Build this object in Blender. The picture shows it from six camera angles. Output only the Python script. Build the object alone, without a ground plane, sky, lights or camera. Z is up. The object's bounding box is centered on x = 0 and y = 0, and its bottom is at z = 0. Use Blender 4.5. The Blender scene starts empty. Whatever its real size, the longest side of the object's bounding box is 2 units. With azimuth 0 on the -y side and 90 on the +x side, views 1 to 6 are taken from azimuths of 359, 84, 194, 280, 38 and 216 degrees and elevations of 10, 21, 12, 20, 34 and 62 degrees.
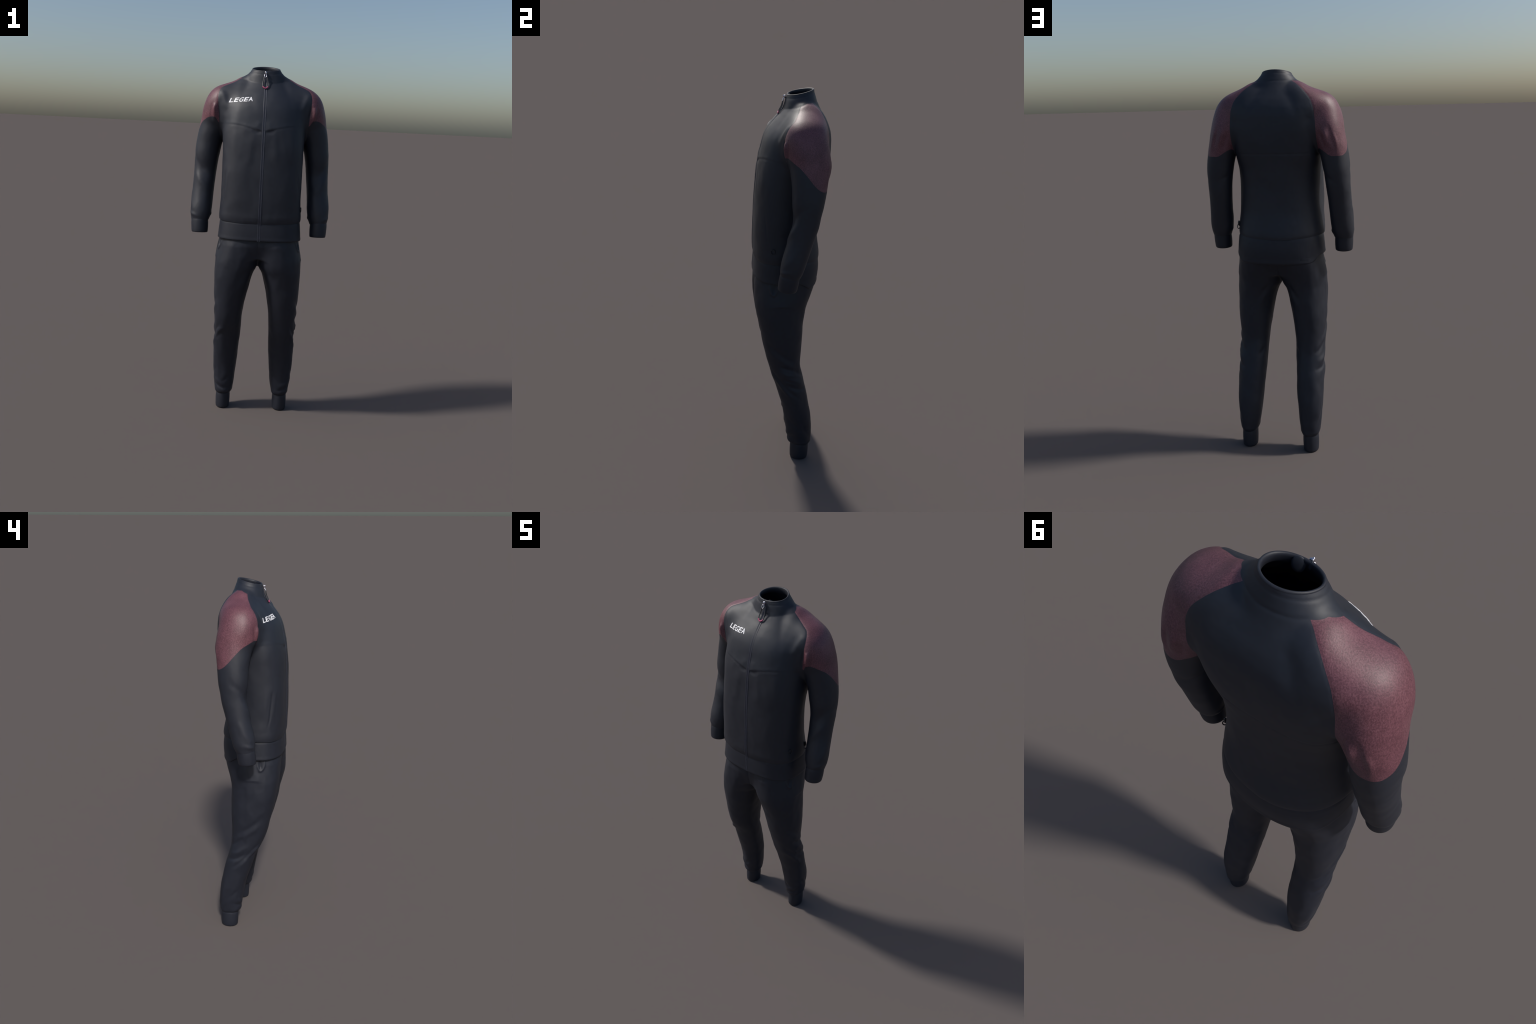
import bpy, math
import numpy as np
from mathutils import Vector

# ------------------------------------------------------------------ helpers
def curve(pts):
    """smooth monotone-ish interpolation through (t, v) control points"""
    p = np.array(sorted(pts), float)
    x, y = p[:, 0], p[:, 1]
    h = np.diff(x); d = np.diff(y) / h
    m = np.zeros_like(y)
    m[0], m[-1] = d[0], d[-1]
    for i in range(1, len(x) - 1):
        if d[i-1] * d[i] > 0:
            w1, w2 = 2*h[i] + h[i-1], h[i] + 2*h[i-1]
            m[i] = (w1 + w2) / (w1 / d[i-1] + w2 / d[i])
    def f(t):
        t = np.clip(np.asarray(t, float), x[0], x[-1])
        i = np.clip(np.searchsorted(x, t) - 1, 0, len(x) - 2)
        s = (t - x[i]) / h[i]
        return ((1+2*s)*(1-s)**2*y[i] + s*(1-s)**2*h[i]*m[i]
                + s*s*(3-2*s)*y[i+1] + s*s*(s-1)*h[i]*m[i+1])
    return f

def sstep(a, b, t):
    s = np.clip((t - a) / (b - a), 0, 1)
    return s*s*(3-2*s)

def smin(a, b, k):
    h = np.maximum(k - np.abs(a - b), 0) / k
    return np.minimum(a, b) - h*h*k*0.25

def radial(u, v, a, b, n):
    """signed distance measured along the ray from the section centre"""
    g = (np.abs(u/a)**n + np.abs(v/b)**n) ** (1.0/n) + 1e-9
    return np.sqrt(u*u + v*v + 1e-12) * (1 - 1/g) - 1e-9*(g < 1e-6)

# ------------------------------------------------------------------ jacket form
# torso: horizontal sections, z -> half width, front y, back y
T = [(1.10, .224, -.169, .166), (1.155, .227, -.172, .169), (1.20, .225, -.177, .164),
     (1.30, .220, -.181, .148), (1.40, .218, -.181, .145), (1.50, .219, -.178, .152),
     (1.60, .222, -.172, .166), (1.66, .224, -.166, .175), (1.72, .224, -.155, .180),
     (1.77, .220, -.142, .180), (1.81, .208, -.123, .174), (1.85, .184, -.095, .158),
     (1.88, .155, -.072, .141), (1.91, .122, -.053, .125), (1.943, .106, -.045, .109),
     (1.966, .088, -.040, .100), (1.985, .0735, -.036, .094), (2.00, .064, -.033, .090), (2.03, .050, -.030, .084)]
t_a = curve([(r[0], r[1]) for r in T]); t_f = curve([(r[0], r[2]) for r in T])
t_b = curve([(r[0], r[3]) for r in T])
n_front = curve([(1.1, 2.9), (1.5, 2.8), (1.75, 2.6), (1.9, 2.1), (2.03, 2.0)])
n_back = curve([(1.1, 2.2), (1.4, 2.3), (1.5, 2.5), (1.6, 3.3), (1.72, 3.6), (1.80, 3.2), (1.85, 2.8), (1.92, 2.1), (2.03, 2.0)])
MID = curve([(1.1, -.020), (1.5, -.035), (1.75, .0), (2.0, 0)])
SHIFT = curve([(1.1, .003), (1.5, .002), (1.75, 0), (2.0, 0)])

def torso(p):
    x, y, z = p
    f, b, a = t_f(z), t_b(z), t_a(z)
    c = (f + b) / 2 + MID(z)
    w = sstep(-.05, .05, y - c)
    return radial(x - SHIFT(z), y - c, a, np.where(y < c, c - f, b - c), n_front(z)*(1-w) + n_back(z)*w)

# sleeve: spine points with in-plane radius and front-back radius
S = np.array([
    (.00, .060, 1.862, .050, .060), (.10, .056, 1.858, .080, .082), (.15, .050, 1.841, .077, .096),
    (.200, .041, 1.815, .086, .103), (.228, .035, 1.795, .091, .103),
    (.247, .038, 1.762, .085, .103), (.273, .057, 1.675, .077, .095), (.296, .058, 1.59, .071, .083),
    (.308, .054, 1.51, .067, .077), (.313, .052, 1.43, .062, .065), (.317, .036, 1.36, .060, .063),
    (.321, .020, 1.29, .059, .061), (.325, .004, 1.23, .059, .060), (.329, -.007, 1.18, .056, .057),
    (.331, -.012, 1.16, .050, .051), (.333, -.017, 1.13, .043, .044)])
_s = np.concatenate([[0], np.cumsum(np.linalg.norm(np.diff(S[:, :3], axis=0), axis=1))])
_sc = [curve(list(zip(_s, S[:, k]))) for k in range(5)]
def spine(n):
    q = np.linspace(0, _s[-1], n)
    R_ = np.stack([_sc[k](q) for k in range(5)], 1)
    for _ in range(n // 12):                    # round the joints of the control points
        R_[1:-1] = R_[1:-1]*.5 + (R_[:-2] + R_[2:])*.25
    return R_
SP = spine(61); SP_FINE = spine(181)

def tube(p, sp):
    P = np.stack(p, -1).reshape(-1, 3)
    best = np.full(len(P), 1e9); idx = np.zeros(len(P), int); tt = np.zeros(len(P))
    for i in range(len(sp) - 1):
        a, d = sp[i, :3], sp[i+1, :3] - sp[i, :3]
        t = np.clip((P - a) @ d / (d @ d), 0, 1)
        q = P - a - t[:, None] * d
        m = np.einsum('ij,ij->i', q, q)
        k = m < best
        best[k] = m[k]; idx[k] = i; tt[k] = t[k]
    tt = tt[:, None]
    c = sp[idx] * (1 - tt) + sp[idx+1] * tt
    tan = np.gradient(sp[:, :3], axis=0)
    tg = tan[idx] * (1 - tt) + tan[idx+1] * tt
    tg /= np.linalg.norm(tg, axis=1)[:, None]
    yy = np.array([0., 1, 0]); w = yy - tg * (tg @ yy)[:, None]
    w /= np.linalg.norm(w, axis=1)[:, None]
    u = np.cross(w, tg)
    q = P - c[:, :3]
    lu, lw, lt = (np.einsum('ij,ij->i', q, k) for k in (u, w, tg))
    d = radial(lu, lw, c[:, 3], c[:, 4], 2.15)
    end = (idx == len(sp) - 2) & (tt[:, 0] > .999)
    d = np.where(end, np.maximum(d, lt), d)
    return d.reshape(p[0].shape)

def jacket(p, sp=SP):
    x, y, z = np.abs(p[0]), p[1], p[2]
    a = torso((p[0], y, z)); b = tube((x, y, z), sp)
    k = .010 + .050 * sstep(1.575, 1.72, z) * sstep(.06, .15, x)
    return smin(a, b, k)

# ------------------------------------------------------------------ trouser form
# z: outer x, inner x, front y, back y
L = [(-.02, .213, .133, .068, .162), (.08, .213, .131, .067, .166), (.095, .214, .129, .061, .168), (.11, .219, .124, .051, .173),
     (.15, .227, .114, .042, .176), (.20, .232, .107, .033, .173), (.27, .236, .101, .022, .165),
     (.34, .238, .096, .005, .152), (.41, .238, .092, -.017, .136), (.48, .236, .088, -.043, .118),
     (.54, .236, .083, -.070, .104), (.60, .237, .079, -.092, .098), (.68, .241, .068, -.114, .097),
     (.76, .245, .054, -.133, .098), (.83, .245, .038, -.146, .099), (.87, .245, .024, -.153, .101),
     (.895, .244, .008, -.157, .104), (.93, .243, -.010, -.161, .112), (.97, .238, -.022, -.163, .126),
     (1.02, .229, -.03, -.163, .141), (1.06, .222, -.03, -.158, .148), (1.14, .214, -.03, -.155, .148)]
L = [(z, o - .003, i - .003 if z < .9 else i, f, b) for z, o, i, f, b in L]
l_o, l_i, l_f, l_b = (curve([(r[0], r[k]) for r in L]) for k in (1, 2, 3, 4))

def leg(x, y, z, slim):
    o, i, f, b = l_o(z), l_i(z), l_f(z), l_b(z)
    thigh = sstep(.48, .60, z) * sstep(.90, .78, z) * slim
    f = f + .006*thigh; b = b - .006*thigh
    return radial(x - (o+i)/2, y - (f+b)/2, (o-i)/2, (b-f)/2, 2.2)

def trousers(p):
    x, y, z = p
    x = x - .003
    d = smin(leg(x, y, z, 1.), leg(-x, y, z, -.6), .012)
    o, f, b = l_o(z), l_f(z), l_b(z)
    pelvis = radial(x, y - (f+b)/2, o - .004, (b-f)/2 - .020*sstep(1.05, .95, z), 2.3)
    pelvis = np.maximum(pelvis, (.955 - z) * .9)
    return smin(d, pelvis, .022)

# ------------------------------------------------------------------ meshing
def surface_nets(f, lo, hi, h):
    ax = [np.arange(lo[k], hi[k] + h, h) for k in range(3)]
    G = np.meshgrid(*ax, indexing='ij')
    F = f(G)
    nx, ny, nz = F.shape
    acc = np.zeros((nx-1, ny-1, nz-1, 3)); cnt = np.zeros((nx-1, ny-1, nz-1))
    quads = []
    cid = lambda i, j, k: (i*(ny-1) + j)*(nz-1) + k
    for d in range(3):
        A = [slice(None)]*3; B = [slice(None)]*3
        A[d] = slice(0, -1); B[d] = slice(1, None)
        fa, fb = F[tuple(A)], F[tuple(B)]
        I = np.argwhere((fa < 0) != (fb < 0))
        va, vb = fa[tuple(I.T)], fb[tuple(I.T)]
        t = va / (va - vb)
        P = np.array(lo) + I*h; P = P.astype(float); P[:, d] += t*h
        e, g = [(1, 2), (2, 0), (0, 1)][d]
        ok = np.ones(len(I), bool)
        cells = []
        for se, sg in ((-1, -1), (0, -1), (0, 0), (-1, 0)):
            C = I.copy(); C[:, e] += se; C[:, g] += sg
            inside = np.all((C >= 0) & (C < np.array([nx-1, ny-1, nz-1])), axis=1)
            ok &= inside
            Ci = C[inside]
            np.add.at(acc, tuple(Ci.T), P[inside]); np.add.at(cnt, tuple(Ci.T), 1)
            cells.append(C)
        q = np.stack([cid(*c.T) for c in cells], 1)[ok]
        flip = (va > 0)[ok]
        q[flip] = q[flip][:, ::-1]
        quads.append(q)
    Q = np.concatenate(quads)
    used, inv = np.unique(Q, return_inverse=True)
    V = acc.reshape(-1, 3)[used] / cnt.reshape(-1)[used][:, None]
    return V, inv.reshape(Q.shape)

def grad(f, V, e=5e-4):
    g = np.zeros_like(V)
    for k in range(3):
        d = np.zeros(3); d[k] = e
        g[:, k] = (f((V + d).T) - f((V - d).T)) / (2*e)
    return g

def project(f, V, n=3):
    for _ in range(n):
        g = grad(f, V); v = f(V.T)
        s = v / np.maximum((g*g).sum(1), .3)
        V = V - np.clip(s, -.006, .006)[:, None] * g
    return V

def tris(V, Q):
    a, b, c, d = (V[Q[:, k]] for k in range(4))
    s = np.linalg.norm(a - c, axis=1) < np.linalg.norm(b - d, axis=1)
    T1 = np.where(s[:, None], Q[:, [0, 1, 2]], Q[:, [0, 1, 3]])
    T2 = np.where(s[:, None], Q[:, [0, 2, 3]], Q[:, [1, 2, 3]])
    return np.concatenate([T1, T2])

def relax(V, T, n, lam=.5):
    E = np.concatenate([T[:, [0, 1]], T[:, [1, 2]], T[:, [2, 0]]])
    E = np.concatenate([E, E[:, ::-1]])
    deg = np.bincount(E[:, 0], minlength=len(V))[:, None]
    for _ in range(n):
        A = np.stack([np.bincount(E[:, 0], V[E[:, 1], k], len(V)) for k in range(3)], 1) / deg
        V = V + lam*(A - V)
    return V

def cut(V, T, s_func, h, where=None):
    """split the triangles along the curve s = 0 so that seams are clean edges"""
    s = s_func(V.T)
    g = grad(s_func, V)
    N = normals(V, T)
    g = g - N * (g*N).sum(1)[:, None]
    gl = np.maximum((g*g).sum(1), 1e-6)
    d = np.abs(s) / np.sqrt(gl)
    near = (d < .25*h) & (gl > .05)
    if where is not None:
        near &= where(V.T)
    V = V.copy()
    V[near] -= (s[near] / gl[near])[:, None] * g[near]
    s = s_func(V.T); s[near] = 0
    sg = np.sign(s).astype(int)
    ts = sg[T]
    cross = (ts.min(1) < 0) & (ts.max(1) > 0)
    if where is not None:
        cross &= where(V.T)[T].all(1)
    keep = T[~cross]; C = T[cross]; out = [keep]
    newV = []; edge = {}
    def mid(a, b):
        k = (a, b) if a < b else (b, a)
        if k not in edge:
            t = s[a] / (s[a] - s[b])
            edge[k] = len(V) + len(newV)
            newV.append(V[a] + t*(V[b] - V[a]))
        return edge[k]
    add = []
    for tri in C:
        q = [sg[i] for i in tri]
        if 0 in q:
            i = q.index(0); a, b, c = tri[i], tri[(i+1) % 3], tri[(i+2) % 3]
            m = mid(b, c); add += [(a, b, m), (a, m, c)]
        else:
            i = [k for k in range(3) if q.count(q[k]) == 1][0]
            a, b, c = tri[i], tri[(i+1) % 3], tri[(i+2) % 3]
            m, n = mid(a, b), mid(a, c)
            add += [(a, m, n), (m, b, c), (m, c, n)]
    if add:
        out.append(np.array(add))
        V = np.concatenate([V, np.array(newV)])
    return V, np.concatenate(out)

def normals(V, T):
    a, b, c = V[T[:, 0]], V[T[:, 1]], V[T[:, 2]]
    n = np.cross(b - a, c - a)
    N = np.stack([np.bincount(T.ravel(), np.repeat(n[:, k], 3), len(V)) for k in range(3)], 1)
    return N / np.maximum(np.linalg.norm(N, axis=1), 1e-12)[:, None]

def poly_distance(V, pts):
    pts = np.array(pts, float)
    best = np.full(len(V), 1e9); par = np.zeros(len(V)); n = len(pts) - 1
    for i in range(n):
        a, d = pts[i], pts[i+1] - pts[i]
        t = np.clip((V - a) @ d / (d @ d), 0, 1)
        m = np.linalg.norm(V - a - t[:, None]*d, axis=1)
        k = m < best
        best[k] = m[k]; par[k] = (i + t[k]) / n
    return best, par

def cloth_noise(V, fx, fz, seed):
    from mathutils import noise
    return np.array([noise.noise(Vector((v[0]*fx + seed, v[1]*fx, v[2]*fz))) for v in V])

def fold(V, N, pts, width, amp):
    """a soft fold: a ridge (amp > 0) or a valley along a stroke, fading at its ends"""
    P = np.array(pts, float); q = np.linspace(0, len(P)-1, 4*(len(P)-1)+1)
    P = np.stack([np.interp(q, np.arange(len(P)), P[:, k]) for k in range(3)], 1)
    P = np.array([V[np.argmin(((V - a)**2).sum(1))] for a in P])       # lay the stroke on the cloth
    P[1:-1] = P[1:-1]*.5 + (P[:-2] + P[2:])*.25
    d, t = poly_distance(V, P + 1e-6*np.arange(len(P))[:, None])
    return amp * np.exp(-(d/width)**2) * np.sin(np.pi*np.clip(t, .02, .98))**.7

# ------------------------------------------------------------------ objects
def make_object(name, V, F, mat, parent=None, N=None, smooth=True):
    me = bpy.data.meshes.new(name)
    me.from_pydata([tuple(v) for v in V], [], [tuple(int(i) for i in f) for f in F])
    me.update()
    if smooth:
        me.polygons.foreach_set('use_smooth', [True]*len(me.polygons))
    if N is not None:
        me.normals_split_custom_set_from_vertices([tuple(n) for n in N])
    me.materials.append(mat)
    ob = bpy.data.objects.new(name, me)
    bpy.context.scene.collection.objects.link(ob)
    if parent: ob.parent = parent
    return ob

def region(name, V, T, N, mask, mat, parent):
    t = T[mask]
    used, inv = np.unique(t, return_inverse=True)
    return make_object(name, V[used], inv.reshape(t.shape), mat, parent, N[used])

def grid_faces(nu, nv, close_v=True):
    """faces of a grid of nu rings with nv points each"""
    F = []
    for i in range(nu - 1):
        for j in range(nv if close_v else nv - 1):
            k = (j + 1) % nv
            F.append((i*nv + j, i*nv + k, (i+1)*nv + k, (i+1)*nv + j))
    return F

def loft(name, rings, mat, parent, closed=True, flip=False, cap=False):
    nv = len(rings[0])
    V = np.concatenate(rings)
    F = grid_faces(len(rings), nv, closed)
    if flip: F = [f[::-1] for f in F]
    if cap: F.append(tuple(range((len(rings)-1)*nv, len(rings)*nv)))
    return make_object(name, V, F, mat, parent)

def sweep(path, rx, ry, up, n=12, closed=False, twist=None):
    """rings of an elliptic tube along a path; up = direction of ry"""
    P = np.array(path, float)
    if closed:
        tg = np.roll(P, -1, 0) - np.roll(P, 1, 0)
    else:
        tg = np.gradient(P, axis=0)
    tg /= np.linalg.norm(tg, axis=1)[:, None]
    rings = []
    th = np.linspace(0, 2*np.pi, n, endpoint=False)
    for i, p in enumerate(P):
        u = np.array(up[i] if np.ndim(up) == 2 else up, float)
        u = u - tg[i]*(u @ tg[i]); u /= np.linalg.norm(u)
        s = np.cross(tg[i], u)
        a = rx[i] if np.ndim(rx) else rx; b = ry[i] if np.ndim(ry) else ry
        rings.append(p + np.outer(np.cos(th)*a, s) + np.outer(np.sin(th)*b, u))
    if closed: rings.append(rings[0].copy())
    return rings

# ------------------------------------------------------------------ materials
def fabric(name, col, col2, rough=.55, spec=.5, scale=60, bump=.02, sheen=0., detail=900):
    m = bpy.data.materials.new(name); m.use_nodes = True
    nt = m.node_tree; b = nt.nodes['Principled BSDF']
    tc = nt.nodes.new('ShaderNodeTexCoord')
    n1 = nt.nodes.new('ShaderNodeTexNoise'); n1.inputs['Scale'].default_value = scale
    n1.inputs['Detail'].default_value = 3
    rp = nt.nodes.new('ShaderNodeValToRGB')
    rp.color_ramp.elements[0].position = .35; rp.color_ramp.elements[1].position = .68
    rp.color_ramp.elements[0].color = (*col, 1); rp.color_ramp.elements[1].color = (*col2, 1)
    n2 = nt.nodes.new('ShaderNodeTexNoise'); n2.inputs['Scale'].default_value = detail
    bp = nt.nodes.new('ShaderNodeBump'); bp.inputs['Strength'].default_value = bump * 10
    bp.inputs['Distance'].default_value = .001
    L = nt.links.new
    L(tc.outputs['Object'], n1.inputs['Vector']); L(tc.outputs['Object'], n2.inputs['Vector'])
    L(n1.outputs['Fac'], rp.inputs['Fac']); L(rp.outputs['Color'], b.inputs['Base Color'])
    L(n2.outputs['Fac'], bp.inputs['Height']); L(bp.outputs['Normal'], b.inputs['Normal'])
    b.inputs['Roughness'].default_value = rough
    b.inputs['Specular IOR Level'].default_value = spec
    b.inputs['Sheen Weight'].default_value = sheen
    b.inputs['Sheen Roughness'].default_value = .4
    return m

def rib_fabric(name, col, col2, freq, rough=.55, spec=.42):
    """knitted rib: fine vertical ridges around the part's own axis"""
    m = fabric(name, col, col2, rough, spec)
    nt = m.node_tree
    b = nt.nodes['Principled BSDF']
    tc = nt.nodes.new('ShaderNodeTexCoord')
    w = nt.nodes.new('ShaderNodeTexWave'); w.bands_direction = 'X'
    w.inputs['Scale'].default_value = freq; w.inputs['Distortion'].default_value = 0
    bp = nt.nodes.new('ShaderNodeBump'); bp.inputs['Strength'].default_value = .06
    bp.inputs['Distance'].default_value = .001
    nt.links.new(tc.outputs['Object'], w.inputs['Vector'])
    nt.links.new(w.outputs['Fac'], bp.inputs['Height'])
    nt.links.new(bp.outputs['Normal'], b.inputs['Normal'])
    return m

def plain(name, col, rough=.5, metal=0., spec=.5):
    m = bpy.data.materials.new(name); m.use_nodes = True
    b = m.node_tree.nodes['Principled BSDF']
    b.inputs['Base Color'].default_value = (*col, 1)
    b.inputs['Roughness'].default_value = rough; b.inputs['Metallic'].default_value = metal
    b.inputs['Specular IOR Level'].default_value = spec
    return m

def heather(name, c0, c1, c2):
    """melange knit: short dashes of three tones"""
    m = bpy.data.materials.new(name); m.use_nodes = True
    nt = m.node_tree; b = nt.nodes['Principled BSDF']; L = nt.links.new
    tc = nt.nodes.new('ShaderNodeTexCoord')
    mp = nt.nodes.new('ShaderNodeMapping'); mp.inputs['Scale'].default_value = (1, 1, .6)
    n1 = nt.nodes.new('ShaderNodeTexNoise'); n1.inputs['Scale'].default_value = 280
    n1.inputs['Detail'].default_value = 4; n1.inputs['Roughness'].default_value = .65
    n2 = nt.nodes.new('ShaderNodeTexNoise'); n2.inputs['Scale'].default_value = 14
    rp = nt.nodes.new('ShaderNodeValToRGB'); e = rp.color_ramp.elements
    e[0].position = .36; e[0].color = (*c0, 1); e[1].position = .66; e[1].color = (*c2, 1)
    k = e.new(.5); k.color = (*c1, 1)
    mx = nt.nodes.new('ShaderNodeMath'); mx.operation = 'MULTIPLY_ADD'
    mx.inputs[1].default_value = .35; 
    sb = nt.nodes.new('ShaderNodeMath'); sb.operation = 'SUBTRACT'; sb.inputs[1].default_value = .175
    bp = nt.nodes.new('ShaderNodeBump'); bp.inputs['Strength'].default_value = .45
    bp.inputs['Distance'].default_value = .0012
    L(tc.outputs['Object'], mp.inputs['Vector']); L(mp.outputs['Vector'], n1.inputs['Vector'])
    L(tc.outputs['Object'], n2.inputs['Vector'])
    L(n2.outputs['Fac'], mx.inputs[0]); L(n1.outputs['Fac'], mx.inputs[2])
    L(mx.outputs[0], sb.inputs[0]); L(sb.outputs[0], rp.inputs['Fac'])
    L(rp.outputs['Color'], b.inputs['Base Color'])
    L(n1.outputs['Fac'], bp.inputs['Height']); L(bp.outputs['Normal'], b.inputs['Normal'])
    b.inputs['Roughness'].default_value = .5; b.inputs['Specular IOR Level'].default_value = .5
    return m

DARK = (.0112, .0132, .0215); DARK2 = (.0135, .0158, .0250)
m_jacket = fabric('dark_jersey', DARK, DARK2, .56, .50)
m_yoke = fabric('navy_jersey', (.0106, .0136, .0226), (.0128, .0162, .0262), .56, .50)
m_trouser = fabric('dark_trouser_jersey', DARK, DARK2, .54, .40)
m_rib = rib_fabric('dark_rib_knit', DARK, DARK2, 90)
m_inside = fabric('lining', (.008, .009, .011), (.010, .011, .013), .8, .2)
m_maroon = heather('maroon_melange', (.078, .028, .038), (.115, .042, .056), (.158, .065, .081))
m_zip = fabric('zip_tape_navy', (.022, .025, .040), (.026, .029, .045), .45, .5)
m_cord = plain('grey_cord', (.035, .035, .040), .4)
m_pink = plain('raspberry_rubber', (.36, .065, .14), .3)
m_steel = plain('zip_steel', (.62, .60, .66), .25, 1.)
m_black = plain('black_metal', (.01, .01, .013), .35)
m_print = fabric('white_print', (.72, .72, .76), (.85, .85, .88), .5, .5, 300)

# ------------------------------------------------------------------ roots
suit = bpy.data.objects.new('tracksuit', None)
bpy.context.scene.collection.objects.link(suit)
suit['label'] = 'dark zip tracksuit with maroon shoulders, worn by nobody'
suit['category'] = 'tracksuit'

# ------------------------------------------------------------------ jacket mesh
H = .0055
Vj, Qj = surface_nets(jacket, (-.405, -.215, 1.125), (.405, .235, 2.03), H)
Tj = tris(Vj, Qj)
Vj = relax(Vj, Tj, 2)
Vj = project(lambda q: jacket(q, SP_FINE), Vj, 3)
Vj = relax(Vj, Tj, 5)

# seams
# raglan seams: |x| along the front (over y + z) and along the back (over z - y)
x_front = curve([(1.49, .222), (1.58, .234), (1.65, .245), (1.70, .251), (1.766, .253), (1.80, .250),
                 (1.85, .235), (1.88, .204), (1.909, .172), (1.96, .114), (1.99, .07)])
x_back = curve([(1.44, .219), (1.55, .219), (1.595, .217), (1.645, .212), (1.70, .198), (1.766, .162),
                (1.851, .104), (1.90, .07)])
def s_raglan(p):
    w = sstep(.03, .09, p[1])
    return np.abs(p[0]) - (x_front(p[2] + p[1])*(1-w) + x_back(p[2] - p[1])*w)
panel_low = curve([(-.08, 1.720), (-.05, 1.716), (-.02, 1.700), (.0, 1.688), (.023, 1.666), (.05, 1.636),
                   (.075, 1.608), (.10, 1.588), (.125, 1.577), (.16, 1.575)])
def s_panel(p):
    inner = sstep(.30, .225, np.abs(p[0])) * sstep(.07, .12, p[1])
    tuck = sstep(.268, .243, np.abs(p[0])) * sstep(.0, -.03, p[1])
    return p[2] - panel_low(p[1]) - .034*inner + .030*tuck
yoke_front = curve([(0, 1.646), (.05, 1.661), (.08, 1.668), (.13, 1.679), (.17, 1.683), (.24, 1.681)])
def s_yoke(p):
    w = sstep(-.03, .06, p[1])
    return p[2] - (yoke_front(np.abs(p[0]))*(1-w) + 1.588*w)
def s_collar(p):
    return p[2] - np.minimum(1.945, 1.902 + .42*(p[1] + .055))
RIM = lambda y: 1.9815 + .23*(y - .03)        # tilted plane of the collar edge
def s_top(p): return p[2] - RIM(p[1])
HEM = lambda x, y: 1.156 + .010*np.abs(x/.22)**2
def s_hem(p): return p[2] - HEM(p[0], p[1])
def s_cuff(p): return (p[2] - 1.150)
def s_mid(p): return p[0]
def s_side(p): return p[1] - .005

arm = lambda p: np.abs(p[0]) > .255
Vj, Tj = cut(Vj, Tj, s_raglan, H)
Vj, Tj = cut(Vj, Tj, s_collar, H, lambda p: (np.abs(p[0]) < .15) & (p[2] > 1.85))
Vj, Tj = cut(Vj, Tj, s_top, H, lambda p: np.abs(p[0]) < .12)
Vj, Tj = cut(Vj, Tj, s_panel, H, lambda p: s_raglan(p) > -.004)
Vj, Tj = cut(Vj, Tj, s_yoke, H, lambda p: s_raglan(p) < .004)
Vj, Tj = cut(Vj, Tj, s_hem, H, lambda p: np.abs(p[0]) < .25)
Vj, Tj = cut(Vj, Tj, s_cuff, H, arm)

c = Vj[Tj].mean(1).T
keep = (s_top(c) < 0) & ~((np.abs(c[0]) < .255) & (s_hem(c) < 0)) & ~((np.abs(c[0]) > .255) & (s_cuff(c) < 0))
Tj = Tj[keep]
used, inv = np.unique(Tj, return_inverse=True); Vj = Vj[used]; Tj = inv.reshape(Tj.shape)

c = Vj[Tj].mean(1).T
rag, col, yok, pan = s_raglan(c) > 0, (s_collar(c) > 0) & (np.abs(c[0]) < .15) & (c[2] > 1.85), s_yoke(c) > 0, s_panel(c) > 0
rag &= ~col
right = c[0] < 0; fr = c[1] < .005
tors = ~rag & ~col

# relief of the cloth: yoke ledge, seam grooves, folds
Nj = normals(Vj, Tj); p = Vj.T
body = s_raglan(p) < 0
d = np.zeros(len(Vj))
front = sstep(.02, -.03, p[1])
sy = s_yoke(p)
fade = .25 + .50*sstep(.20, .03, np.abs(p[0]))
d -= np.where(body, .0020 * fade * front * np.exp(-((sy + .003)/.005)**2), 0)
d += np.where(body, .0012 * fade * front * np.exp(-((sy - .006)/.008)**2), 0)
d -= np.where(body, .0013 * (1-front) * np.exp(-(sy/.005)**2), 0)
low_r = (p[2] > 1.60)
d -= .0012 * np.exp(-(s_raglan(p)/.004)**2) * sstep(1.55, 1.65, p[2]) * sstep(1.95, 1.92, p[2])
d -= .0012 * np.exp(-(s_collar(p)/.005)**2) * (np.abs(p[0]) < .16) * (p[2] > 1.86)
# edge stitching below the collar rim
d -= .0012 * np.exp(-((s_top(p) + .013)/.003)**2) * (np.abs(p[0]) < .13)
# cloth gathered into the hem and cuffs
sh = s_hem(p)
d -= np.where(np.abs(p[0]) < .255, .0018*np.exp(-(sh/.007)**2), 0)
d += np.where(np.abs(p[0]) < .255, .0012*np.exp(-((sh-.03)/.02)**2), 0)

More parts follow.
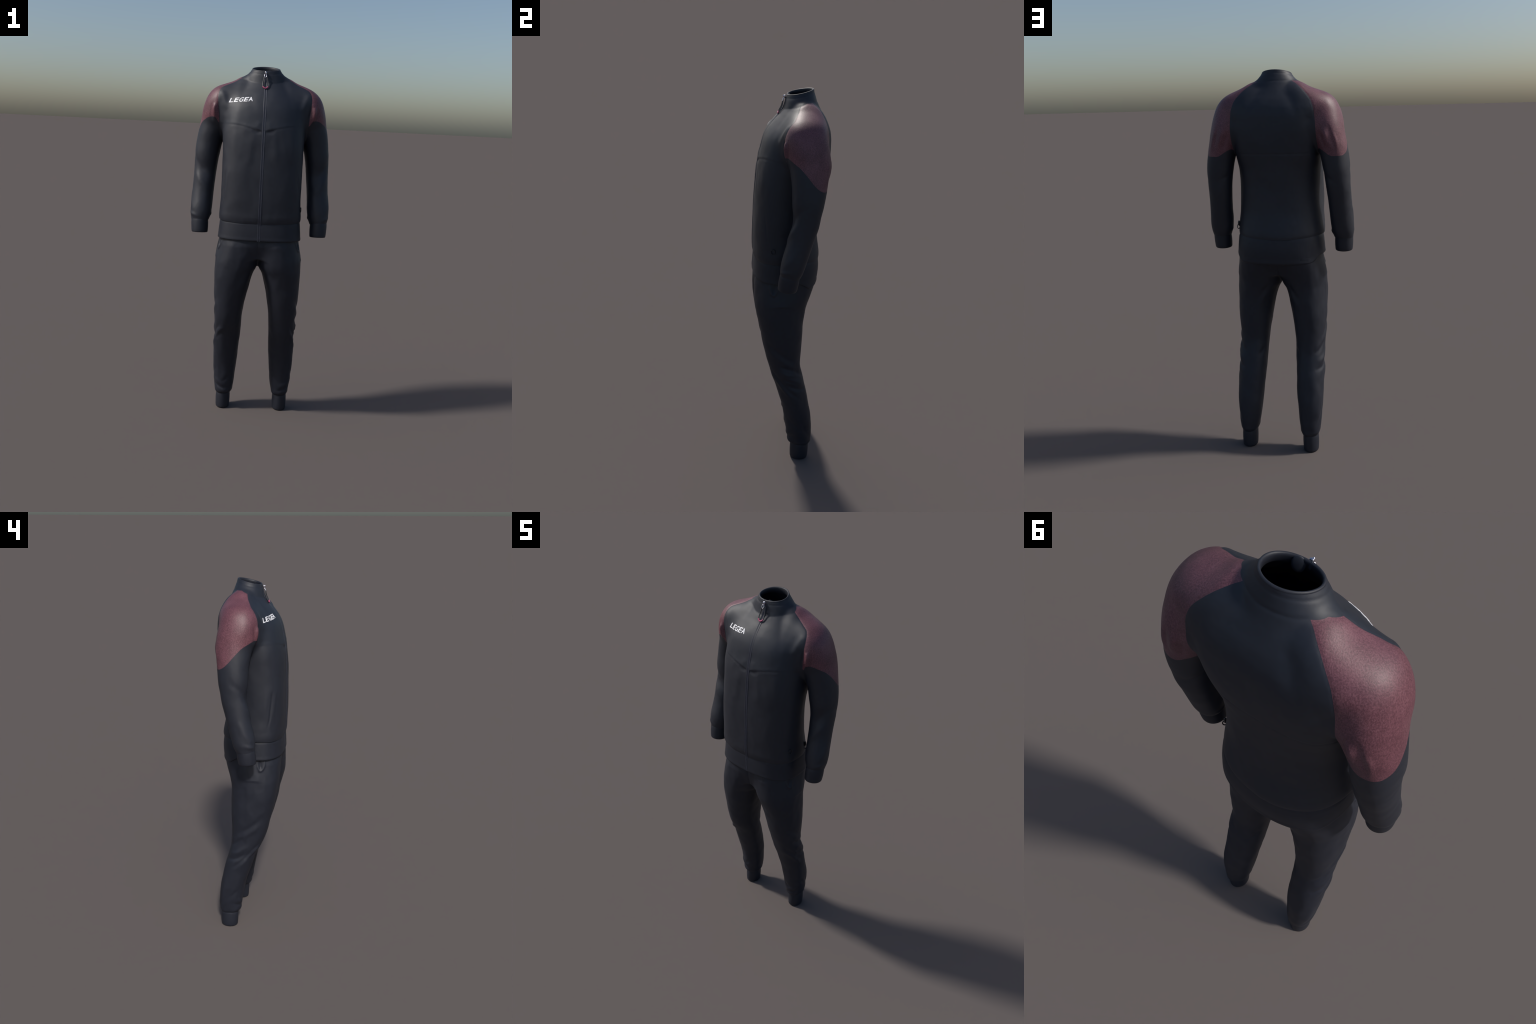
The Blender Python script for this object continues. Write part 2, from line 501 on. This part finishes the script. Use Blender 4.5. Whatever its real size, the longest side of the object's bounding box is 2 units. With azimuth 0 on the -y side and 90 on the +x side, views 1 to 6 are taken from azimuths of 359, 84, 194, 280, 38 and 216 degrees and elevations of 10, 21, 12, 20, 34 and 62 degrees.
def sym(pts): return [pts, [(-a, b, c) for a, b, c in pts]]
folds = []
for s in (1, -1):
    X = lambda pts: [(s*a, b, c) for a, b, c in pts]
    # armhole front: the cloth rolls at the raglan seam
    folds += [(X([(.266, -.060, 1.79), (.270, -.058, 1.76), (.264, -.048, 1.700)]), .011, .010),
              (X([(.250, -.07, 1.80), (.247, -.07, 1.75), (.240, -.060, 1.69)]), .008, -.006),
              (X([(.292, -.055, 1.79), (.289, -.055, 1.74), (.280, -.045, 1.70)]), .010, -.004),
              # chest: drag line from neck to armhole
              (X([(.238, -.040, 1.86), (.218, -.075, 1.81), (.208, -.10, 1.76)]), .016, .004),
              # back armhole creases
              (X([(.235, .150, 1.70), (.245, .145, 1.66), (.262, .135, 1.61)]), .008, -.005),
              (X([(.255, .150, 1.72), (.268, .147, 1.67), (.285, .140, 1.62)]), .009, .006),
              (X([(.280, .150, 1.73), (.292, .145, 1.68), (.308, .138, 1.62)]), .009, -.004),
              (X([(.305, .145, 1.70), (.318, .138, 1.65), (.325, .130, 1.60)]), .010, .003),
              # long soft diagonals down the sleeve
              (X([(.372, .06, 1.52), (.355, -.0, 1.47), (.315, -.022, 1.41), (.275, -.015, 1.37)]), .017, -.004),
              (X([(.376, .02, 1.44), (.355, -.02, 1.39), (.315, -.035, 1.34), (.275, -.02, 1.31)]), .017, .004),
              (X([(.366, .05, 1.48), (.374, .07, 1.462), (.364, .09, 1.45)]), .012, -.0012),
              (X([(.385, .02, 1.32), (.380, -.01, 1.26), (.36, -.045, 1.20)]), .017, .0035),
              (X([(.385, -.01, 1.190), (.37, -.05, 1.182), (.34, -.065, 1.172)]), .010, .004),
              (X([(.28, -.02, 1.19), (.278, .0, 1.183), (.285, .02, 1.178)]), .010, .004),
              (X([(.26, .06, 1.50), (.275, .10, 1.47), (.30, .12, 1.45)]), .012, -.003),
              # shallow hang of the front below the yoke
              (X([(.055, -.17, 1.64), (.065, -.178, 1.56), (.075, -.18, 1.46)]), .022, .0025),
              (X([(.155, -.15, 1.66), (.16, -.155, 1.58), (.165, -.16, 1.48)]), .022, .0025),
              (X([(.012, -.170, 1.643), (.035, -.170, 1.645), (.065, -.167, 1.655)]), .008, -.003),
              (X([(.02, -.160, 1.70), (.03, -.163, 1.675), (.045, -.166, 1.665)]), .014, .0018)]
# right hand pocket lies slightly open
folds += [([(-.188, -.128, 1.445), (-.193, -.125, 1.37), (-.198, -.118, 1.30), (-.206, -.105, 1.240)], .006, -.004),
          ([(-.175, -.142, 1.44), (-.182, -.138, 1.37), (-.188, -.132, 1.29)], .008, .002),
          ([(-.208, -.105, 1.43), (-.213, -.098, 1.37), (-.215, -.095, 1.30)], .012, .002),
          ([(.190, -.132, 1.43), (.195, -.125, 1.36), (.203, -.115, 1.27)], .005, -.002)]
d += .0034*cloth_noise(Vj, 10, 7, 3.1) * sstep(1.93, 1.85, p[2])
d += .0010*cloth_noise(Vj, 26, 19, 7.7) * sstep(1.90, 1.80, p[2])
for pts, w, a in folds:
    d += fold(Vj, Nj, pts, w, a)
Vj = Vj + Nj * d[:, None]
Nj = normals(Vj, Tj)

from mathutils.bvhtree import BVHTree
SKIN = BVHTree.FromPolygons([tuple(v) for v in Vj], [tuple(int(i) for i in t) for t in Tj])
def on_front(x, z):
    h = SKIN.ray_cast(Vector((x, -.5, z)), Vector((0, 1, 0)), .48)
    return (h[0].y, np.array(h[1])) if h[0] is not None else (None, None)

jacket_ob = region('jacket', Vj, Tj, Nj, tors & ~yok, m_jacket, suit)
region('front_yoke', Vj, Tj, Nj, tors & yok & fr, m_yoke, jacket_ob)
region('back_yoke', Vj, Tj, Nj, tors & yok & ~fr, m_yoke, jacket_ob)
region('collar', Vj, Tj, Nj, col, m_yoke, jacket_ob)
for sd in (right, ~right):
    sl = region('sleeve', Vj, Tj, Nj, rag & ~pan & sd, m_jacket, jacket_ob)
    region('shoulder_panel', Vj, Tj, Nj, rag & pan & sd, m_maroon, jacket_ob)

# ------------------------------------------------------------------ collar edge and lining
def neck_ring(z_of_y, inset, n=96, drop=0.):
    th = np.linspace(0, 2*np.pi, n, endpoint=False)
    out = []
    for a in th:
        x0, y0 = math.sin(a), -math.cos(a)
        z = 1.99
        for _ in range(6):
            f, b, w, nn = float(t_f(z)), float(t_b(z)), float(t_a(z)), float(n_front(z))
            cx, hy = (f+b)/2, (b-f)/2
            g = (abs(x0/w)**nn + abs(y0/hy)**nn)**(-1/nn)
            y = cx + y0*g
            z = float(z_of_y(y)) - drop
        l = math.hypot(x0*g, y0*g); k = (l - inset)/l
        out.append((x0*g*k, cx + y0*g*k, z))
    return np.array(out)
R = lambda i, dz: neck_ring(RIM, i) + np.array([0, 0, dz])
rings = [R(.0008, -.006), R(-.0002, -.003), R(-.0002, .001), R(.0015, .0042), R(.0045, .0048),
         R(.0075, .002), R(.0082, -.004), R(.0070, -.02)]
rings += [neck_ring(RIM, .007, drop=q) for q in (.035, .06, .09)]
loft('collar_lining', rings, m_jacket, jacket_ob)

# ------------------------------------------------------------------ hem band
HB_top, = (1.170,)
def hem_ring(z, off, n=160):
    th = np.linspace(0, 2*np.pi, n, endpoint=False)
    P = []
    for i, a in enumerate(th):
        cx, sx = math.sin(a), -math.cos(a)
        zz = z[i] if np.ndim(z) else z
        f, b, w = float(h_f(zz)), float(h_b(zz)), float(h_a(zz))
        c0 = (f+b)/2 - .02
        hy = c0 - f if sx < 0 else b - c0
        q = 2.75 if sx < 0 else 2.75 - .55*sx
        g = (abs(cx/w)**q + abs(sx/hy)**q)**(-1/q)
        o_ = off[i] if np.ndim(off) else off
        l = math.hypot(cx*g, sx*g); k = (l+o_)/l
        P.append((.004 + cx*g*k, c0 + sx*g*k, zz))
    return np.array(P)
h_a = curve([(1.0, .235), (1.06, .2310), (1.11, .2265), (1.16, .2220)])
h_f = curve([(1.0, -.173), (1.06, -.174), (1.11, -.1725), (1.16, -.170)])
h_b = curve([(1.0, .156), (1.03, .162), (1.06, .167), (1.10, .169), (1.16, .164)])
th = np.linspace(0, 2*np.pi, 160, endpoint=False)
bk = (1 - np.cos(th)) / 2                      # 0 at the front, 1 at the back
zb = 1.063 - .040*sstep(.66, .82, bk)
zt = np.full(160, 1.168)
rings = [hem_ring(zt, -.004), hem_ring(zt - .012, .0005)]
for q in np.linspace(.2, .84, 8):
    rings.append(hem_ring(zt + (zb - zt)*q, .001*np.sin(q*3.1) ))
lip = sstep(.7, .85, bk)
rings += [hem_ring(zb + .012, .001 + .003*lip), hem_ring(zb + .004, .0012 + .002*lip), hem_ring(zb + .0008, .0004), hem_ring(zb, -.0025), hem_ring(zb + .004, -.005), hem_ring(zb+.03, -.006)]
hem = loft('hem_band', rings, m_rib, jacket_ob, flip=True)

# ------------------------------------------------------------------ sleeve cuffs
def cuff(name, axis_top, axis_bot, r_top, r_bot, parent, tilt=0., n=64, thick=.004, over=.010):
    a, b = np.array(axis_top), np.array(axis_bot)
    th = np.linspace(0, 2*np.pi, n, endpoint=False)
    def ring(t, off, dz=0.):
        c0 = a + (b - a)*t
        rx, ry = (r_top[k] + (r_bot[k] - r_top[k])*t + off for k in (0, 1))
        bulge = .0015*math.sin(math.pi*min(max(t, 0), 1))
        y = np.sin(th)*(ry + bulge)
        return np.stack([c0[0] + np.cos(th)*(rx + bulge), c0[1] + y, c0[2] + dz + y*tilt], 1)
    L_ = np.linalg.norm(b - a)
    rings = [ring(-over/L_, -.003), ring(0, 0)]
    rings += [ring(t, 0) for t in (.15, .35, .55, .75, .9)]
    rings += [ring(1, -.0005, .003), ring(1, -.0022, .0006), ring(1, -thick, 0), ring(1, -thick-.002, .003), ring(.6, -thick-.002), ring(.2, -thick-.004)]
    return loft(name, rings, m_rib, parent, flip=False, cap=True)
for s in (1, -1):
    cuff('sleeve_cuff', (s*.3325, -.0150, 1.152), (s*.3305, -.023, 1.079), (.0470, .0485), (.0445, .0465), jacket_ob, -.08)

# ------------------------------------------------------------------ centre zip
def surf_y(f, x, z, lo=-.30, hi=0.02):
    x = np.asarray(x, float); z = np.asarray(z, float)
    a = np.full(x.shape, lo); b = np.full(x.shape, hi)
    for _ in range(30):
        m = (a + b)/2
        v = f((x, m, z)) < 0
        b = np.where(v, m, b); a = np.where(v, a, m)
    return (a + b)/2
def front_center(z, x=0.):
    y = np.array([on_front(x, max(q, 1.172))[0] for q in z])
    yh = h_f(z)
    w = sstep(1.175, 1.150, z)
    return y*(1-w) + yh*w - .0012
zz = np.concatenate([np.linspace(1.063, 1.18, 24), np.linspace(1.19, 1.955, 70)])
yc = front_center(zz)
k = np.ones(5)/5
yc = np.convolve(np.pad(yc, 2, mode='edge'), k, 'valid')
prof = [(-.0088, .003), (-.0080, .0004), (-.0066, -.0004), (-.0052, -.0004), (-.0036, .0004), (-.0012, .0006),
        (0, .0008), (.0012, .0006), (.0036, .0004), (.0052, -.0004), (.0066, -.0004), (.0080, .0004), (.0088, .003)]
tz = np.gradient(zz); ty = np.gradient(yc); ln = np.hypot(tz, ty); ny, nz = -tz/ln, ty/ln
rings = [np.array([(x, yc[i] - ny[i]*o, zz[i] - nz[i]*o) for x, o in prof]) for i in range(len(zz))]
loft('zip_tape', rings, m_zip, jacket_ob, closed=False, flip=True)
# teeth: one joined strip of small blocks along the closed zip
V, F = [], []
tt = np.arange(1.07, 1.945, .0042)
ytt = np.interp(tt, zz, yc)
for i, (z, y) in enumerate(zip(tt, ytt)):
    o = len(V); x0 = .0006*(1 if i % 2 else -1)
    for dx in (-.0012, .0012):
        for dy in (.0001, .0020):
            for dz in (-.0013, .0013):
                V.append((x0 + dx, y + dy, z + dz))
    F += [tuple(o+q for q in f) for f in ((0,1,3,2),(4,6,7,5),(0,4,5,1),(2,3,7,6),(0,2,6,4),(1,5,7,3))]
teeth = make_object('zip_teeth', np.array(V), F, m_zip, jacket_ob, smooth=False)
teeth['kind'] = 'stuff'

# open placket ends at the top of the zip: small folded corners of the collar
def blob(name, center, radii, mat, parent, rot=(0, 0, 0), n=20, power=1.0):
    from mathutils import Euler
    u = np.linspace(0, np.pi, n); v = np.linspace(0, 2*np.pi, 2*n, endpoint=False)
    sp = lambda t: np.sign(t)*np.abs(t)**power
    M = np.array(Euler(rot).to_matrix())
    rings = [np.stack([sp(np.sin(a)*np.cos(v))*radii[0], sp(np.sin(a)*np.sin(v))*radii[1],
                       np.full_like(v, float(sp(np.cos(a))))*radii[2]], 1) @ M.T + np.array(center) for a in u]
    return loft(name, rings, mat, parent, flip=True)
blob('collar_corner', (.0170, -.0275, 1.953), (.0170, .0045, .021), m_yoke, jacket_ob, (.22, .0, .38))
blob('collar_corner', (-.0110, -.0345, 1.960), (.0060, .0045, .012), m_yoke, jacket_ob, (.25, .0, -.3))

# slider and pull
puller = make_object('zip_slider', *(lambda: (np.array([(x, y, z) for x in (-.0055, .0055) for y in (-.0035, .0035) for z in (-.008, .008)]) + np.array([-.003, -.0485, 1.957]),
                     [(0,1,3,2),(4,6,7,5),(0,4,5,1),(2,3,7,6),(0,2,6,4),(1,5,7,3)]))(), m_steel, jacket_ob)
bv = puller.modifiers.new('round', 'BEVEL'); bv.width = .0025; bv.segments = 3
def apply_mods(ob):
    dg = bpy.context.evaluated_depsgraph_get()
    me = bpy.data.meshes.new_from_object(ob.evaluated_get(dg))
    ob.modifiers.clear(); ob.data = me
apply_mods(puller)
def ring_path(cx, cy, cz, rx, rz, n=28, lean=0.):
    t = np.linspace(0, 2*np.pi, n, endpoint=False)
    return np.stack([cx + rx*np.sin(t), cy + lean*np.cos(t)*rz, cz + rz*np.cos(t)], 1)
eye = ring_path(-.0045, -.0565, 1.943, .0058, .0085, lean=.35)
loft('slider_ring', sweep(eye, .0019, .0019, (0, 1, 0), 10, True), m_steel, puller)
blob('slider_bridge', (-.004, -.0535, 1.957), (.0042, .0035, .0075), m_steel, puller, (.3, 0, 0))
# loop of cord with a raspberry tip
zl = np.array([1.941, 1.932, 1.919, 1.905, 1.895, 1.886, 1.8800])
yl = np.interp(zl, zz, yc) - np.array([.010, .009, .008, .007, .007, .006, .006])
wl = np.array([.0045, .0095, .0122, .0140, .0146, .0132, .0080])
left = [(-.002 - w, y, z) for w, y, z in zip(wl, yl, zl)]
rightp = [(-.002 + w, y, z) for w, y, z in zip(wl, yl, zl)]
tip = [(-.002, yl[-1] - .0015, 1.8765)]
def smooth_path(P, m=6):
    P = np.array(P, float); t = np.arange(len(P))
    q = np.linspace(0, len(P)-1, (len(P)-1)*m+1)
    return np.stack([curve(list(zip(t, P[:, k])))(q) for k in range(3)], 1)
full = smooth_path(left + tip + rightp[::-1])
n = len(full); a, b = int(n*.355), int(n*.645)
loft('pull_cord', sweep(full[:a+2], .0030, .0024, (0, -1, .6), 10), m_cord, puller)
loft('pull_cord', sweep(full[b-2:], .0030, .0024, (0, -1, .6), 10), m_cord, puller)
loft('pull_tip', sweep(full[a:b+1], .0034, .0027, (0, -1, .6), 12), m_pink, puller)

# ------------------------------------------------------------------ side pocket zip pulls
def side_x(y, z):
    a_, b_ = 0., .30
    for _ in range(30):
        m_ = (a_ + b_)/2
        if torso((np.array([m_]), np.array([y]), np.array([z])))[0] < 0: a_ = m_
        else: b_ = m_
    return a_
def pocket_pull(at, out):
    x, y, z = at
    body_ = blob('pocket_zip_slider', (x + out[0]*.005, y + out[1]*.005, z + .0175), (.0062, .0060, .0145), m_black, jacket_ob)
    rg = ring_path(0, 0, 0, .009, .0115)
    ux = np.array([-out[1], out[0], 0]); ux /= np.linalg.norm(ux)
    nn_ = np.array([out[0], out[1], 0])
    P = np.array([ux*q[0]*.55 + nn_*(q[0]*.62 + .0075) + np.array([0, 0, q[2]]) for q in rg]) + np.array(at)
    loft('pocket_zip_ring', sweep(P, .0021, .0021, tuple(ux), 8, True), m_black, body_)
pocket_pull((side_x(.044, 1.215) + .001, .044, 1.203), (1., .1))
rg = ring_path(0, 0, 0, .0115, .0125)
P = np.array([(side_x(-.09 + .9*q[0], 1.236) + .003, -.090 + .9*q[0], 1.236 + q[2]) for q in rg])
loft('pocket_zip_ring', sweep(P, .0018, .0018, (1, -.4, 0), 8, True), m_black, jacket_ob)

# ------------------------------------------------------------------ printed lettering
word = 'LEGEA'
x_l, x_r = -.194, -.0635
cells = np.linspace(x_l, x_r, len(word)+1)
for i, ch in enumerate(word):
    cu = bpy.data.curves.new('glyph', 'FONT'); cu.body = ch; cu.size = 1; cu.offset = .018
    tmp = bpy.data.objects.new('glyph', cu); bpy.context.scene.collection.objects.link(tmp)
    dg = bpy.context.evaluated_depsgraph_get()
    me = bpy.data.meshes.new_from_object(tmp.evaluated_get(dg))
    G = np.array([v.co[:2] for v in me.vertices]); FF = [tuple(q.vertices) for q in me.polygons]
    bpy.data.objects.remove(tmp); bpy.data.meshes.remove(me)
    G = (G - G.min(0)) / (G.max(0) - G.min(0))
    wd = (x_r - x_l)/len(word)
    shear = .30
    gx = cells[i] + (G[:, 0]*.86 + .42*G[:, 1])*wd*.95
    if ch == 'A': gx = cells[i] + (G[:, 0]*(.9) + .12*G[:, 1])*wd
    base = np.interp(gx, [x_l, x_r], [1.7935, 1.8050])
    gz = base + G[:, 1]*.0225
    hit = [on_front(a_, b_) for a_, b_ in zip(gx, gz)]
    gy = np.array([h_[0] for h_ in hit]); gr = np.array([h_[1] for h_ in hit])
    gr *= -np.sign(gr[:, 1:2])
    P0 = np.stack([gx, gy, gz], 1) + gr*.0006
    lt = make_object('letter', P0, FF, m_print, jacket_ob, smooth=False)
    so = lt.modifiers.new('t', 'SOLIDIFY'); so.thickness = .0008; so.offset = 0
    apply_mods(lt)

# ------------------------------------------------------------------ trousers mesh
Vt, Qt = surface_nets(trousers, (-.265, -.20, .020), (.265, .205, 1.135), H)
Tt = tris(Vt, Qt)
Vt = relax(Vt, Tt, 2); Vt = project(trousers, Vt, 3)
def s_ankle(p): return p[2] - (.088 - .10*(p[1] - .115))
Vt, Tt = cut(Vt, Tt, s_ankle, H)
Vt, Tt = cut(Vt, Tt, s_mid, H)
c = Vt[Tt].mean(1).T
Tt = Tt[s_ankle(c) > 0]
used, inv = np.unique(Tt, return_inverse=True); Vt = Vt[used]; Tt = inv.reshape(Tt.shape)
Nt = normals(Vt, Tt); p = Vt.T
d = np.zeros(len(Vt))
# centre seam and ankle gathers
d -= .002*np.exp(-(p[0]/.005)**2)
sa = s_ankle(p)
ang = np.arctan2(p[1] - .115, np.abs(p[0]) - .17)
d -= .004*np.exp(-(sa/.006)**2)
d += .0025*np.exp(-((sa - .022)/.016)**2)*(1 + .5*np.sin(5*ang + 1.2*np.sign(p[0])))
d += .0040*cloth_noise(Vt, 12, 6, 1.3) + .0018*cloth_noise(Vt, 30, 16, 5.2)
tf = []
for s in (1, -1):
    X = lambda pts: [(s*a, b, c) for a, b, c in pts]
    tf += [  # behind and beside the knee
        (X([(.235, .02, .60), (.225, .07, .56), (.19, .105, .53)]), .012, -.005),
        (X([(.240, -.01, .55), (.232, .05, .51), (.20, .10, .48)]), .014, .005),
        (X([(.238, .00, .50), (.228, .06, .465), (.19, .115, .44)]), .011, -.005),
        (X([(.225, -.04, .51), (.236, .0, .475), (.232, .05, .43)]), .013, .003),
        (X([(.10, .05, .56), (.095, .08, .53), (.11, .10, .50)]), .012, -.004),
        # inner crotch drag lines
        (X([(.03, -.14, .90), (.07, -.15, .86), (.12, -.155, .80)]), .018, -.003),
        (X([(.02, .11, .90), (.06, .11, .87), (.11, .105, .82)]), .014, -.004),
        (X([(.03, .10, .86), (.07, .105, .82), (.12, .105, .76)]), .014, .003),
        # shin folds and the slack above the ankle
        (X([(.225, .06, .20), (.20, .045, .175), (.165, .042, .155)]), .012, .004),
        (X([(.225, .08, .165), (.20, .05, .145), (.15, .05, .130)]), .009, -.004),
        (X([(.13, .06, .24), (.15, .04, .20), (.18, .04, .17)]), .012, -.003),
        (X([(.235, .13, .33), (.225, .15, .25), (.215, .165, .18)]), .016, .003),
        (X([(.23, .10, .27), (.225, .13, .20), (.20, .165, .14)]), .012, -.003)]
# a diagonal fold across the right knee, ripples outside the left one
tf += [([(-.235, -.02, .50), (-.215, -.045, .515), (-.17, -.07, .545)], .012, .004),
       ([(-.237, .01, .455), (-.215, -.03, .475), (-.165, -.055, .515)], .012, -.003),
       ([(.235, -.03, .60), (.238, .01, .585), (.230, .05, .57)], .010, -.005),
       ([(.238, -.02, .565), (.240, .02, .55), (.230, .06, .535)], .009, .004),
       ([(.236, -.01, .525), (.238, .03, .51), (.228, .07, .50)], .008, -.005)]
# long diagonals from the knee round to the calf, and across the thigh
for s in (1, -1):
    X = lambda pts: [(s*a + .003, b, c) for a, b, c in pts]
    tf += [(X([(.200, -.078, .57), (.234, -.025, .505), (.236, .035, .445), (.215, .09, .40)]), .011, -.0055),
           (X([(.205, -.070, .52), (.234, -.010, .465), (.236, .050, .405)]), .012, .004),
           (X([(.215, -.095, .73), (.242, -.015, .665), (.234, .065, .61)]), .015, -.004),
           (X([(.215, -.085, .68), (.240, -.010, .625), (.230, .065, .575)]), .014, .003),
           (X([(.205, .035, .27), (.234, .075, .235), (.232, .12, .19)]), .013, -.003)]
# hand pockets: a bag pressed out below the jacket, with its opening behind
for s in (1, -1):
    tf += [([(s*.226, -.062, 1.075), (s*.231, -.062, 1.03), (s*.234, -.075, 1.003), (s*.231, -.092, 1.010), (s*.224, -.103, 1.04), (s*.22, -.105, 1.075)], .006, .005),
           ([(s*.230, -.075, 1.065), (s*.233, -.078, 1.035), (s*.233, -.082, 1.018)], .009, -.005)]
for pts, w, a in tf:
    d += fold(Vt, Nt, pts, w, a)
Vt = Vt + Nt*d[:, None]
Nt = normals(Vt, Tt)
c = Vt[Tt].mean(1).T
hip = c[2] > .90
tr = region('trousers', Vt, Tt, Nt, hip, m_trouser, suit)
for s in (1, -1):
    region('trouser_leg', Vt, Tt, Nt, ~hip & (c[0]*s > 0), m_trouser, tr)
    cuff('ankle_cuff', (.003 + s*.170, .1150, .090), (.003 + s*.171, .1160, .0), (.0415, .0500), (.0400, .0480), tr, 0., over=.008)

# ------------------------------------------------------------------ stand it on the ground
bpy.context.view_layer.update()
lo = min((o.matrix_world @ Vector(v)).z for o in bpy.data.objects if o.type == 'MESH' for v in o.bound_box)
print('lowest', lo)
